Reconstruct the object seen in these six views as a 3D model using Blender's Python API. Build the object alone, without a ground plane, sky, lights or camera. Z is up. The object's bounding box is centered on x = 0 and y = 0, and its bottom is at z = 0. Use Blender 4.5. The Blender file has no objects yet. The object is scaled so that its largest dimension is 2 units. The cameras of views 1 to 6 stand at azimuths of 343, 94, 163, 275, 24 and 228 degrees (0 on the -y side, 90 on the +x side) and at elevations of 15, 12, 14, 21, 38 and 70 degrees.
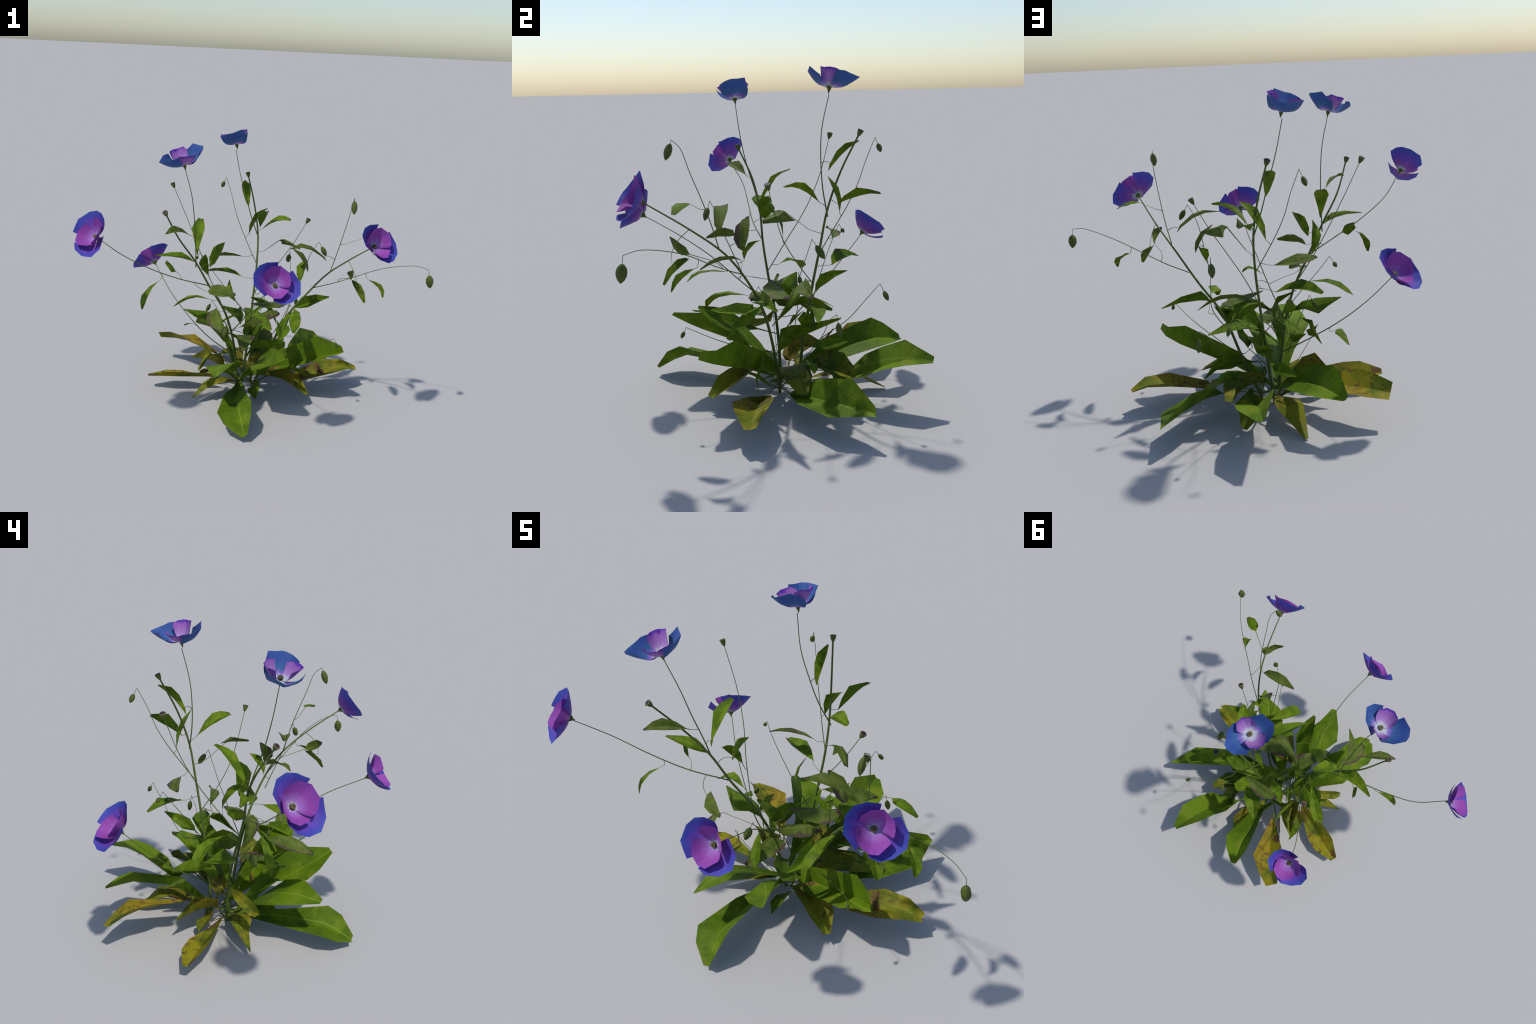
# A blue-and-violet poppy plant: a rosette of broad basal leaves, three branching
# stems with small stem leaves, six flowers, nodding buds and ripe seed capsules.
import bpy, bmesh, math, random
import numpy as np
from mathutils import Vector, Matrix

random.seed(7)

# ------------------------------------------------------------------ helpers
def new_mesh(name, verts, faces, mats, smooth=True, sharp=None, mat_ids=None):
    me = bpy.data.meshes.new(name)
    me.from_pydata([tuple(v) for v in verts], [], faces)
    for m in mats:
        me.materials.append(m)
    for i, p in enumerate(me.polygons):
        p.use_smooth = smooth
        if mat_ids:
            p.material_index = mat_ids[i]
    if sharp is not None:
        me.set_sharp_from_angle(angle=math.radians(sharp))
    me.update()
    return me


def add(name, me, parent, mat=None):
    ob = bpy.data.objects.new(name, me)
    bpy.context.scene.collection.objects.link(ob)
    if parent is not None:
        ob.parent = parent
    if mat is not None:
        ob.matrix_world = mat
    return ob


def catmull(pts, per):
    P = [Vector(p) for p in pts]
    P = [P[0] * 2 - P[1]] + P + [P[-1] * 2 - P[-2]]
    out = []
    n = len(P) - 3
    for i in range(n):
        a, b, c, d = P[i:i + 4]
        for j in range(per):
            t = j / per
            out.append(0.5 * (2 * b + (c - a) * t + (2 * a - 5 * b + 4 * c - d) * t * t + (3 * b - a - 3 * c + d) * t ** 3))
    out.append(P[-2])
    return out


def tube(path, radii, sides=6, cap=True):
    """A tube along a path; returns verts and faces."""
    V, F = [], []
    n = len(path)
    up = Vector((0.3, 0.2, 1)).normalized()
    last = None
    for i, p in enumerate(path):
        t = (path[min(i + 1, n - 1)] - path[max(i - 1, 0)]).normalized()
        if last is None:
            x = t.cross(Vector((1, 0.3, 0.1))).normalized()
        else:
            x = (last - t * last.dot(t)).normalized()
        last = x
        y = t.cross(x)
        for k in range(sides):
            a = 2 * math.pi * k / sides
            V.append(p + (x * math.cos(a) + y * math.sin(a)) * radii[i])
    for i in range(n - 1):
        for k in range(sides):
            a, b = i * sides + k, i * sides + (k + 1) % sides
            F.append((a, b, b + sides, a + sides))
    if cap:
        F.append(tuple(reversed(range(sides))))
        F.append(tuple(range((n - 1) * sides, n * sides)))
    return V, F


# ---------------------------------------------------------------- materials
class Nodes:
    """Small builder for node trees."""

    def __init__(self, name):
        self.m = bpy.data.materials.new(name)
        self.m.use_nodes = True
        self.t = self.m.node_tree
        self.bsdf = self.t.nodes["Principled BSDF"]
        self.out = self.t.nodes["Material Output"]
        self.co = self.t.nodes.new("ShaderNodeTexCoord").outputs["Object"]
        s = self.t.nodes.new("ShaderNodeSeparateXYZ")
        self.link(self.co, s.inputs[0])
        self.x, self.y, self.z = s.outputs

    def link(self, a, b):
        self.t.links.new(a, b)

    def put(self, sock, v):
        if isinstance(v, bpy.types.NodeSocket):
            self.link(v, sock)
        else:
            sock.default_value = v

    def math(self, op, a, b=0.0, c=0.0, clamp=False):
        n = self.t.nodes.new("ShaderNodeMath")
        n.operation = op
        n.use_clamp = clamp
        for i, v in enumerate((a, b, c)):
            self.put(n.inputs[i], v)
        return n.outputs[0]

    def ramp(self, v, lo, hi, a=0.0, b=1.0):
        n = self.t.nodes.new("ShaderNodeMapRange")
        n.interpolation_type = "SMOOTHSTEP"
        for i, q in enumerate((v, lo, hi, a, b)):
            self.put(n.inputs[i], q)
        return n.outputs[0]

    def vec(self, x, y, z):
        n = self.t.nodes.new("ShaderNodeCombineXYZ")
        for i, q in enumerate((x, y, z)):
            self.put(n.inputs[i], q)
        return n.outputs[0]

    def noise(self, v, scale, detail=3.0, rough=0.55, dist=0.0):
        n = self.t.nodes.new("ShaderNodeTexNoise")
        n.inputs["Scale"].default_value = scale
        n.inputs["Detail"].default_value = detail
        n.inputs["Roughness"].default_value = rough
        n.inputs["Distortion"].default_value = dist
        self.link(v, n.inputs["Vector"])
        return n.outputs[0]

    def mix(self, f, a, b):
        n = self.t.nodes.new("ShaderNodeMix")
        n.data_type = "RGBA"
        self.put(n.inputs[0], f)
        for s, q in ((n.inputs[6], a), (n.inputs[7], b)):
            self.put(s, q if isinstance(q, bpy.types.NodeSocket) else (*q, 1.0))
        return n.outputs[2]

    def rand(self):
        return self.t.nodes.new("ShaderNodeObjectInfo").outputs["Random"]

    def shift(self, v, amount):
        """Offset a vector by a scalar so that each object gets its own pattern."""
        n = self.t.nodes.new("ShaderNodeVectorMath")
        n.operation = "ADD"
        self.link(v, n.inputs[0])
        self.link(self.vec(amount, amount, amount), n.inputs[1])
        return n.outputs[0]

    def finish(self, col, rough=0.6, bump=None, strength=0.15, translucent=0.0, spec=0.25):
        self.put(self.bsdf.inputs["Base Color"], col)
        self.bsdf.inputs["Roughness"].default_value = rough
        self.bsdf.inputs["Specular IOR Level"].default_value = spec
        if bump is not None:
            b = self.t.nodes.new("ShaderNodeBump")
            b.inputs["Strength"].default_value = strength
            b.inputs["Distance"].default_value = 0.01
            self.link(bump, b.inputs["Height"])
            self.link(b.outputs[0], self.bsdf.inputs["Normal"])
        if translucent:
            tr = self.t.nodes.new("ShaderNodeBsdfTranslucent")
            self.put(tr.inputs[0], col)
            mx = self.t.nodes.new("ShaderNodeMixShader")
            mx.inputs[0].default_value = translucent
            self.link(self.bsdf.outputs[0], mx.inputs[1])
            self.link(tr.outputs[0], mx.inputs[2])
            self.link(mx.outputs[0], self.out.inputs[0])
        return self.m


def leaf_material(name, dark, light, tint, spots=0.0, autumn=0.0, purple=0.0, fuzz=0.0):
    """Blade lies along local y (0 at its base, 1 at its tip), x is across."""
    n = Nodes(name)
    own = n.shift(n.co, n.math("MULTIPLY", n.rand(), 37.0))
    ax = n.math("ABSOLUTE", n.x)
    big = n.noise(own, 3.5, 3.0)
    fine = n.noise(own, 22.0, 4.0, 0.65)
    col = n.mix(n.ramp(big, 0.35, 0.65), dark, light)
    col = n.mix(n.ramp(n.noise(own, 7.0, 2.0), 0.52, 0.70, 0.0, 0.7), col, tint)
    col = n.mix(n.ramp(fine, 0.56, 0.72, 0.0, 0.55), col, tuple(c * 0.55 for c in dark))
    # side veins run forward from the midrib
    v = n.math("SUBTRACT", n.y, n.math("MULTIPLY", ax, 0.9))
    wob = n.math("MULTIPLY", n.math("SUBTRACT", n.noise(own, 5.0), 0.5), 0.06)
    w = n.math("SINE", n.math("MULTIPLY", n.math("ADD", v, wob), 62.0))
    vein = n.ramp(w, 0.82, 1.0)
    col = n.mix(n.math("MULTIPLY", vein, 0.10), col, tuple(min(1, c * 1.5 + 0.01) for c in light))
    if autumn:
        # ageing leaf: yellow ground, brown mottling, red-purple blotches at base and margin
        yel = n.ramp(n.noise(own, 2.2, 3.0), 0.40, 0.62, 0.0, autumn)
        col = n.mix(yel, col, (0.260, 0.215, 0.010))
        edge = n.math("ADD", n.math("MULTIPLY", ax, 2.6), n.math("MULTIPLY", n.noise(own, 9.0, 4.0), 0.7))
        col = n.mix(n.ramp(edge, 0.75, 1.05, 0.0, 0.5), col, (0.25, 0.16, 0.02))
    if spots:
        sp = n.noise(own, 13.0, 6.0, 0.75, 0.6)
        area = n.ramp(n.noise(own, 3.0, 2.0), 0.42, 0.62)
        col = n.mix(n.math("MULTIPLY", n.ramp(sp, 0.50, 0.60), n.math("MULTIPLY", area, spots)), col, (0.035, 0.026, 0.010))
    if autumn:
        red = n.noise(own, 4.5, 4.0, 0.6, 0.4)
        low = n.ramp(n.y, 0.75, 0.15, 0.0, 0.14)
        col = n.mix(n.ramp(n.math("ADD", red, low), 0.64, 0.72, 0.0, 0.8 * autumn), col, (0.095, 0.018, 0.028))
    if fuzz:
        fz = n.noise(own, 60.0, 3.0, 0.8)
        col = n.mix(n.math("MULTIPLY", n.ramp(fz, 0.55, 0.70, 0.0, fuzz), n.ramp(n.noise(own, 6.0), 0.45, 0.6)), col, (0.16, 0.19, 0.10))
    if purple:
        tip = n.ramp(n.math("ADD", n.y, n.math("MULTIPLY", n.noise(own, 8.0, 3.0), 0.25)), 1.02, 1.12, 0.0, purple)
        col = n.mix(tip, col, (0.035, 0.006, 0.022))
        rim = n.math("ADD", n.math("MULTIPLY", ax, 4.0), n.math("MULTIPLY", n.noise(own, 6.0, 3.0), 0.9))
        col = n.mix(n.ramp(rim, 1.12, 1.25, 0.0, purple * 0.7), col, (0.07, 0.02, 0.05))
    mid = n.ramp(ax, 0.002, 0.008, 1.0, 0.0)
    col = n.mix(n.math("MULTIPLY", mid, 0.40), col, tuple(min(1, c * 1.7 + 0.02) for c in light))
    relief = n.math("ADD", n.math("MULTIPLY", vein, -0.5), fine)
    return n.finish(col, 0.62, relief, 0.18, translucent=0.10, spec=0.10)


LEAF = {
    "broad": leaf_material("broad_leaf", (0.055, 0.105, 0.004), (0.098, 0.165, 0.005), (0.130, 0.170, 0.012)),
    "aged": leaf_material("ageing_leaf", (0.070, 0.100, 0.007), (0.125, 0.150, 0.010), (0.190, 0.165, 0.018), spots=0.85, autumn=0.85),
    "mottled": leaf_material("mottled_leaf", (0.060, 0.092, 0.006), (0.105, 0.140, 0.008), (0.160, 0.150, 0.018), spots=0.8, autumn=0.40),
    "stem": leaf_material("stem_leaf", (0.055, 0.102, 0.004), (0.102, 0.165, 0.005), (0.130, 0.170, 0.012), purple=0.25),
    "dull": leaf_material("dull_leaf", (0.058, 0.088, 0.011), (0.092, 0.128, 0.018), (0.120, 0.128, 0.040), purple=0.9, fuzz=0.55),
}


def stem_material():
    n = Nodes("stem_green")
    f = n.noise(n.co, 30.0, 3.0)
    return n.finish(n.mix(n.ramp(f, 0.35, 0.65), (0.055, 0.088, 0.014), (0.085, 0.118, 0.022)), 0.6)


def petiole_material(name, a, b):
    n = Nodes(name)
    f = n.noise(n.co, 6.0, 2.0)
    return n.finish(n.mix(n.ramp(f, 0.4, 0.6), a, b), 0.6)


def bud_material():
    n = Nodes("bud_green")
    s = n.noise(n.co, 9.0, 4.0, 0.7)
    col = n.mix(n.ramp(s, 0.35, 0.65), (0.045, 0.066, 0.008), (0.082, 0.105, 0.014))
    line = n.ramp(n.math("ABSOLUTE", n.math("SINE", n.math("MULTIPLY", n.math("ARCTAN2", n.y, n.x), 1.5))), 0.0, 0.25, 1.0, 0.0)
    pale = n.math("MULTIPLY", line, n.ramp(n.noise(n.co, 40.0, 2.0), 0.5, 0.6))
    col = n.mix(n.math("MULTIPLY", pale, 0.6), col, (0.15, 0.17, 0.07))
    return n.finish(col, 0.6, s, 0.3)


def pod_material():
    n = Nodes("pod_green")
    s = n.noise(n.co, 60.0, 3.0)
    return n.finish(n.mix(n.ramp(s, 0.35, 0.65), (0.050, 0.070, 0.010), (0.090, 0.112, 0.018)), 0.6)


def crown_material():
    """Stigma disc: olive ground with ten dark plum rays."""
    n = Nodes("stigma_disc")
    a = n.math("ARCTAN2", n.y, n.x)
    ray = n.ramp(n.math("COSINE", n.math("MULTIPLY", a, 10.0)), -0.2, 0.4)
    r = n.math("SQRT", n.math("ADD", n.math("MULTIPLY", n.x, n.x), n.math("MULTIPLY", n.y, n.y)))
    hub = n.ramp(r, 0.20, 0.36, 1.0, 0.0)
    col = n.mix(n.math("MAXIMUM", ray, hub), (0.125, 0.125, 0.030), (0.026, 0.009, 0.018))
    return n.finish(col, 0.6)


def petal_material(name, stops, streak, deep, rim=None):
    """Radial colour bands; local y points along the petal, 1 is its tip."""
    n = Nodes(name)
    ang = n.math("ARCTAN2", n.x, n.y)
    r = n.math("SQRT", n.math("ADD", n.math("MULTIPLY", n.x, n.x), n.math("ADD", n.math("MULTIPLY", n.y, n.y), n.math("MULTIPLY", n.z, n.z))))
    own = n.math("MULTIPLY", n.rand(), 9.0)
    fan = n.vec(n.math("MULTIPLY", ang, 7.0), n.math("MULTIPLY", r, 1.6), own)
    fine = n.vec(n.math("MULTIPLY", ang, 26.0), n.math("MULTIPLY", r, 2.5), own)
    s1 = n.noise(fan, 1.2, 3.0, 0.6, 0.4)
    s2 = n.noise(fine, 1.2, 2.0, 0.6)
    rr = n.math("ADD", r, n.math("MULTIPLY", n.math("SUBTRACT", s1, 0.5), 0.34))
    rr = n.math("ADD", rr, n.math("MULTIPLY", n.math("SUBTRACT", s2, 0.5), 0.14))
    col = stops[0][1]
    for (p0, c0), (p1, c1) in zip(stops[:-1], stops[1:]):
        col = n.mix(n.ramp(rr, p0, p1), col, c1)
    col = n.mix(n.math("MULTIPLY", n.ramp(s2, 0.52, 0.74), streak), col, deep)
    wr = n.noise(n.vec(n.math("MULTIPLY", ang, 5.0), n.math("MULTIPLY", r, 1.5), own), 2.2, 3.0, 0.6, 1.6)
    crease = n.ramp(n.math("ABSOLUTE", n.math("SUBTRACT", wr, 0.5)), 0.0, 0.03, 1.0, 0.0)
    col = n.mix(n.math("MULTIPLY", n.math("MULTIPLY", crease, n.ramp(r, 0.3, 0.6)), 0.35), col, deep)
    if rim:
        col = n.mix(n.ramp(rr, 0.96, 1.08, 0.0, 0.4), col, rim)
    return n.finish(col, 0.6, n.math("SUBTRACT", s2, n.math("MULTIPLY", crease, 0.6)), 0.15, translucent=0.10, spec=0.15)


WHITE = (0.42, 0.45, 0.52)
PETAL = {
    "violet_outer": petal_material("violet_outer_petal", [(0.0, WHITE), (0.08, WHITE), (0.28, (0.220, 0.070, 0.340)), (0.62, (0.110, 0.050, 0.350)), (0.86, (0.052, 0.058, 0.350)), (1.05, (0.045, 0.105, 0.330))], 0.35, (0.035, 0.022, 0.22)),
    "violet_inner": petal_material("violet_inner_petal", [(0.0, WHITE), (0.08, WHITE), (0.24, (0.290, 0.130, 0.430)), (0.62, (0.270, 0.062, 0.330)), (0.90, (0.240, 0.060, 0.340)), (1.08, (0.150, 0.065, 0.420))], 0.40, (0.190, 0.042, 0.300)),
    "blue_outer": petal_material("blue_outer_petal", [(0.0, WHITE), (0.18, WHITE), (0.32, (0.190, 0.110, 0.430)), (0.46, (0.040, 0.105, 0.270)), (0.75, (0.034, 0.078, 0.275)), (1.05, (0.040, 0.100, 0.300))], 0.35, (0.020, 0.042, 0.150), rim=(0.20, 0.13, 0.32)),
    "blue_inner": petal_material("blue_inner_petal", [(0.0, WHITE), (0.22, WHITE), (0.42, (0.330, 0.185, 0.450)), (0.80, (0.290, 0.120, 0.400)), (0.95, (0.095, 0.026, 0.370)), (1.1, (0.120, 0.030, 0.380))], 0.30, (0.190, 0.070, 0.330), rim=(0.26, 0.10, 0.36)),
}
STEM, BUD, POD, CROWN = stem_material(), bud_material(), pod_material(), crown_material()
PETIOLE = petiole_material("petiole_green", (0.080, 0.120, 0.015), (0.120, 0.150, 0.026))
RED_PETIOLE = petiole_material("petiole_red", (0.070, 0.030, 0.015), (0.110, 0.075, 0.020))

plant = bpy.data.objects.new("poppy_plant", None)
bpy.context.scene.collection.objects.link(plant)
plant["label"] = "tall poppy plant with blue and violet flowers, buds and leaves"
plant["category"] = "flowering plant"
STEMS = {}


# ---------------------------------------------------------------- the parts
def stem(key, r0, r1, *pts):
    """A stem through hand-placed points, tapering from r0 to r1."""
    path = catmull(pts, 5)
    STEMS[key] = path
    n = len(path) - 1
    V, F = tube(path, [r0 + (r1 - r0) * i / n for i in range(n + 1)], 7 if r0 > 0.004 else 5)
    return add("stem", new_mesh("stem", V, F, [STEM]), plant)


def leaf(kind, root, p0, p1, p2, p3, width, roll, twist, fold, petiole, widest, w_low, w_high, w_tip):
    """A folded blade along a bent midrib (Bezier p0..p3), joined to its root by a petiole."""
    P = [np.array(p, float) for p in (p0, p1, p2, p3)]
    bez = lambda t: (1 - t) ** 3 * P[0] + 3 * (1 - t) ** 2 * t * P[1] + 3 * (1 - t) * t * t * P[2] + t ** 3 * P[3]
    axis = P[3] - P[0]
    length = np.linalg.norm(axis)
    axis = axis / length
    up = np.array([0, 0, 1.0]) if abs(axis[2]) < 0.9 else np.array([1.0, 0, 0])
    side0 = np.cross(up, axis)
    side0 /= np.linalg.norm(side0)
    ts = [0, petiole, (petiole + widest) / 2, widest, (widest + 1) / 2, 1]
    ws = [0.04, 0.07, w_low, 1, w_high, w_tip]
    rows = []
    for t, w in zip(ts, ws):
        T = bez(min(t + 1e-3, 1)) - bez(max(t - 1e-3, 0))
        T /= np.linalg.norm(T)
        B = side0 - T * (T @ side0)
        B /= np.linalg.norm(B)
        N = np.cross(T, B)
        a = roll + twist * (t - 0.5)
        B2, N2 = math.cos(a) * B + math.sin(a) * N, -math.sin(a) * B + math.cos(a) * N
        M, w = bez(t), max(w * width, 0.0016)
        L = M + w * (math.cos(fold) * B2 + math.sin(fold) * N2)
        R = M + w * (-math.cos(fold) * B2 + math.sin(fold) * N2)
        rows.append((L, M, R))
    # frame of the blade: origin at its base, y to the tip, x across, unit = length
    x = rows[3][0] - rows[3][2]
    x = x - axis * (x @ axis)
    x /= np.linalg.norm(x)
    z = np.cross(x, axis)
    Mx = Matrix(((x[0], axis[0], z[0], P[0][0]), (x[1], axis[1], z[1], P[0][1]), (x[2], axis[2], z[2], P[0][2]), (0, 0, 0, 1)))
    Mx = Mx @ Matrix.Scale(length, 4)
    inv = Mx.inverted()
    grid = []
    LEN, ACR = 3, 4
    for k in range(len(rows) - 1):
        for j in range(LEN if k < len(rows) - 2 else LEN + 1):
            f = j / LEN
            l, m, r = (rows[k][i] * (1 - f) + rows[k + 1][i] * f for i in range(3))
            grid.append([l + (m - l) * i / ACR for i in range(ACR)] + [m + (r - m) * i / ACR for i in range(ACR + 1)])
    cols = 2 * ACR + 1
    V = [inv @ Vector(q) for row in grid for q in row]
    F = [(i * cols + j, i * cols + j + 1, (i + 1) * cols + j + 1, (i + 1) * cols + j) for i in range(len(grid) - 1) for j in range(cols - 1)]
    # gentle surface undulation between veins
    ids = [0] * len(F)
    base = len(V)
    root = Vector(root)
    p0v, p1v = Vector(rows[0][1]), Vector(rows[1][1])
    d = (p0v - root).length
    rad = 0.0042 if length > 0.4 else (0.003 if length > 0.3 else 0.0019)
    start = (p1v - p0v).normalized()
    path = [root + (p0v - root) * t + (-start * d * 0.25 + Vector((0, 0, d * 0.10))) * (math.sin(math.pi * t) * 0.6) for t in (0, 0.25, 0.5, 0.75)] if d > 0.006 else []
    path += [p0v, (p0v + p1v) / 2, p1v, p1v + (Vector(rows[2][1]) - p1v) * 0.5]
    radii = [rad * (1.0 - 0.65 * i / (len(path) - 1)) for i in range(len(path))]
    tv, tf = tube(path, radii, 5)
    V += [inv @ q for q in tv]
    F += [tuple(i + base for i in f) for f in tf]
    ids += [1] * len(tf)
    me = new_mesh("leaf", V, F, [LEAF[kind], RED_PETIOLE if kind in ("aged",) else PETIOLE], True, 32, ids)
    return add("leaf", me, plant, Mx)


def frame(origin, axis):
    q = Vector(axis).normalized().to_track_quat("Z", "Y")
    return Matrix.Translation(Vector(origin)) @ q.to_matrix().to_4x4()


def lathe(profile, sides, closed=True):
    V, F = [], []
    for r, h in profile:
        V += [Vector((r * math.cos(2 * math.pi * k / sides), r * math.sin(2 * math.pi * k / sides), h)) for k in range(sides)]
    for i in range(len(profile) - 1):
        for k in range(sides):
            a, b = i * sides + k, i * sides + (k + 1) % sides
            F.append((a, b, b + sides, a + sides))
    if closed:
        F.append(tuple(reversed(range(sides))))
        F.append(tuple(range((len(profile) - 1) * sides, len(profile) * sides)))
    return V, F


V, F = lathe([(0.03, 0.0), (0.16, 0.03), (0.36, 0.22), (0.42, 0.42), (0.40, 0.62), (0.26, 0.84), (0.04, 1.0)], 6)
BUD_MESH = new_mesh("bud", V, F, [BUD], True, 35)


def bud(apex, centre, width, length, stalk):
    """A closed bud hanging from the hooked end of its stalk."""
    a, c = Vector(apex), Vector(centre)
    d = (c - a).normalized()
    top = c - d * length / 2
    V, F = tube([a, (a + top) / 2, top + d * 0.004], [stalk] * 3, 5)
    ob = add("bud", BUD_MESH, plant, frame(top, d) @ Matrix.Diagonal((width * 1.2, width * 1.2, length, 1)))
    hook = add("stalk", new_mesh("stalk", V, F, [STEM]), plant)
    return ob


V, F = lathe([(0.10, 0.0), (0.17, 0.10), (0.34, 0.45), (0.42, 0.75), (0.38, 0.90), (0.40, 0.94)], 8)
POD_MESH = new_mesh("seed_capsule", V, F, [POD], True, 40)
V, F = lathe([(0.40, -0.08), (0.50, 0.0), (0.40, 0.12), (0.03, 0.18)], 10)
CROWN_MESH = new_mesh("crown", V, F, [CROWN], True, 40)


def capsule(base, axis, size):
    """A ripe seed capsule with its rayed cap."""
    m = frame(base, axis) @ Matrix.Scale(size, 4)
    ob = add("seed_capsule", POD_MESH, plant, m)
    add("crown", CROWN_MESH, ob, m @ Matrix.Translation((0, 0, 0.94)) @ Matrix.Diagonal((1, 1, 0.9, 1)))
    return ob


# ------------------------------------------------------------------ flowers
def petal_mesh(name, mat, hub, axis, cup, spread, rim, flip=False):
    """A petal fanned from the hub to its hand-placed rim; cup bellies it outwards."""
    hub, ax = Vector(hub), Vector(axis).normalized()
    rim = [Vector(p) for p in rim]
    mid = sum(rim, Vector()) / len(rim)
    y = (mid - hub)
    reach = max((p - hub).length for p in rim)
    y.normalize()
    x = y.cross(ax).normalized()
    z = x.cross(y)
    M = Matrix((x, y, z)).transposed().to_4x4()
    M.translation = hub
    M = M @ Matrix.Scale(reach, 4)
    inv = M.inverted()
    n = len(rim)
    steps = (0.0, 0.16, 0.34, 0.52, 0.70, 0.86, 1.0)
    V = []
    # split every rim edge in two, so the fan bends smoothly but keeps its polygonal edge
    fine = []
    for i in range(n - 1):
        fine += [(rim[i] * (1 - f) + rim[i + 1] * f, (i + f) / (n - 1)) for f in (0, 0.34, 0.67)]
    fine.append((rim[-1], 1.0))
    for s in steps:
        for p, u in fine:
            d = p - hub
            out = d - ax * d.dot(ax)
            out.normalize()
            start = hub + out * 0.010
            q = start + (p - start) * s
            belly = math.sin(math.pi * min(1, s ** 0.8))
            q -= ax * (cup * belly)
            q += out * (cup * 0.5 * belly)
            edge = abs(2 * u - 1) ** 3 * (1 if u > 0.5 else -1)
            sidew = (rim[-1] - rim[0]).normalized()
            q += sidew * (edge * spread * belly)
            q += ax * (0.0016 * math.sin(u * 19 + s * 3) * s)
            V.append(q)
    c = len(fine)
    F = [(i * c + j, i * c + j + 1, (i + 1) * c + j + 1, (i + 1) * c + j) for i in range(len(steps) - 1) for j in range(c - 1)]
    me = new_mesh(name, [inv @ q for q in V], F, [mat], True, 45)
    return me, M


def flower(template, R, t):
    """One flower: calyx, four petals and the seed head, turned by R and set at t."""
    W = Matrix(R).to_4x4()
    W.translation = Vector(t)
    calyx = add("flower", template["calyx"][0], plant, W @ template["calyx"][1])
    for me, M in template["petals"]:
        add("petal", me, calyx, W @ M)
    add("seed_head", template["head"][0], calyx, W @ template["head"][1])
    return calyx


def flower_template(axis, calyx_profile, hub_h, head_r, petals):
    ax = Vector(axis).normalized()
    hub = ax * hub_h
    V, F = lathe(calyx_profile, 8)
    cal = (new_mesh("calyx", V, F, [POD], True, 40), frame((0, 0, 0), ax))
    V, F = lathe([(0.25, -1.2), (0.72, -0.5), (0.92, 0.0), (0.86, 0.25), (0.05, 0.36)], 10)
    head = (new_mesh("seed_head", V, F, [CROWN], True, 40), frame(ax * (hub_h + head_r * 0.9), ax) @ Matrix.Scale(head_r, 4))
    return {"calyx": cal, "head": head, "petals": [petal_mesh("petal", PETAL[k], hub + ax * lift, ax, cup, spread, rim) for k, cup, spread, lift, rim in petals]}



# ------------------------------------------------------------------- stems
stem("S_A", 0.0085, 0.0042, (0.009, 0.022, 0), (-0.009, 0.017, 0.187), (-0.046, -0.003, 0.375), (-0.111, -0.04, 0.552), (-0.211, -0.073, 0.715), (-0.306, -0.094, 0.88), (-0.413, -0.139, 1.03), (-0.497, -0.217, 1.181))
stem("S_C", 0.0085, 0.0042, (0.064, 0.119, 0), (0.09, 0.134, 0.196), (0.115, 0.162, 0.385), (0.139, 0.193, 0.574), (0.162, 0.229, 0.76), (0.171, 0.265, 0.946), (0.158, 0.327, 1.123), (0.135, 0.409, 1.286))
stem("S_R", 0.0085, 0.003, (0.107, 0.024, 0), (0.198, 0.006, 0.235), (0.276, -0.035, 0.467), (0.386, -0.095, 0.644), (0.474, -0.187, 0.798), (0.546, -0.329, 0.924), (0.601, -0.498, 1.042))
stem("f_A", 0.0034, 0.0019, (-0.299, -0.079, 0.841), (-0.312, -0.121, 0.987), (-0.331, -0.166, 1.134), (-0.356, -0.198, 1.285), (-0.399, -0.221, 1.433))
stem("f_B", 0.0034, 0.0019, (0.179, 0.266, 0.914), (0.122, 0.243, 1.046), (0.077, 0.235, 1.184), (0.036, 0.241, 1.321), (0.009, 0.275, 1.477))
stem("f_C", 0.0034, 0.0019, (-0.221, -0.077, 0.726), (-0.401, -0.141, 0.792), (-0.575, -0.182, 0.871), (-0.738, -0.228, 0.97), (-0.863, -0.313, 1.082))
stem("f_D", 0.0034, 0.0019, (-0.024, 0.013, 0.234), (-0.17, 0.102, 0.33), (-0.282, 0.221, 0.442), (-0.377, 0.339, 0.57), (-0.448, 0.458, 0.709))
stem("f_E", 0.0034, 0.0019, (-0.049, -0.013, 0.407), (-0.019, -0.165, 0.541), (0.003, -0.311, 0.679), (0.014, -0.469, 0.793), (-0.002, -0.647, 0.891))
stem("c_D", 0.0026, 0.0017, (-0.122, -0.044, 0.578), (-0.186, 0.058, 0.737), (-0.236, 0.159, 0.899), (-0.296, 0.231, 1.066), (-0.369, 0.279, 1.246))
stem("c_E", 0.0026, 0.0017, (0.14, 0.199, 0.571), (0.189, 0.121, 0.692), (0.254, 0.061, 0.811), (0.327, 0.03, 0.934), (0.398, 0.005, 1.072))
stem("b_1", 0.0026, 0.0014, (0.164, 0.238, 0.754), (0.126, 0.298, 0.851), (0.092, 0.359, 0.949), (0.061, 0.411, 1.052), (0.038, 0.451, 1.164), (0.01, 0.496, 1.271))
stem("b_2", 0.0026, 0.0014, (0.264, -0, 0.4), (0.318, 0.048, 0.475), (0.359, 0.091, 0.558), (0.367, 0.129, 0.65), (0.367, 0.162, 0.746), (0.37, 0.194, 0.844))
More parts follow.
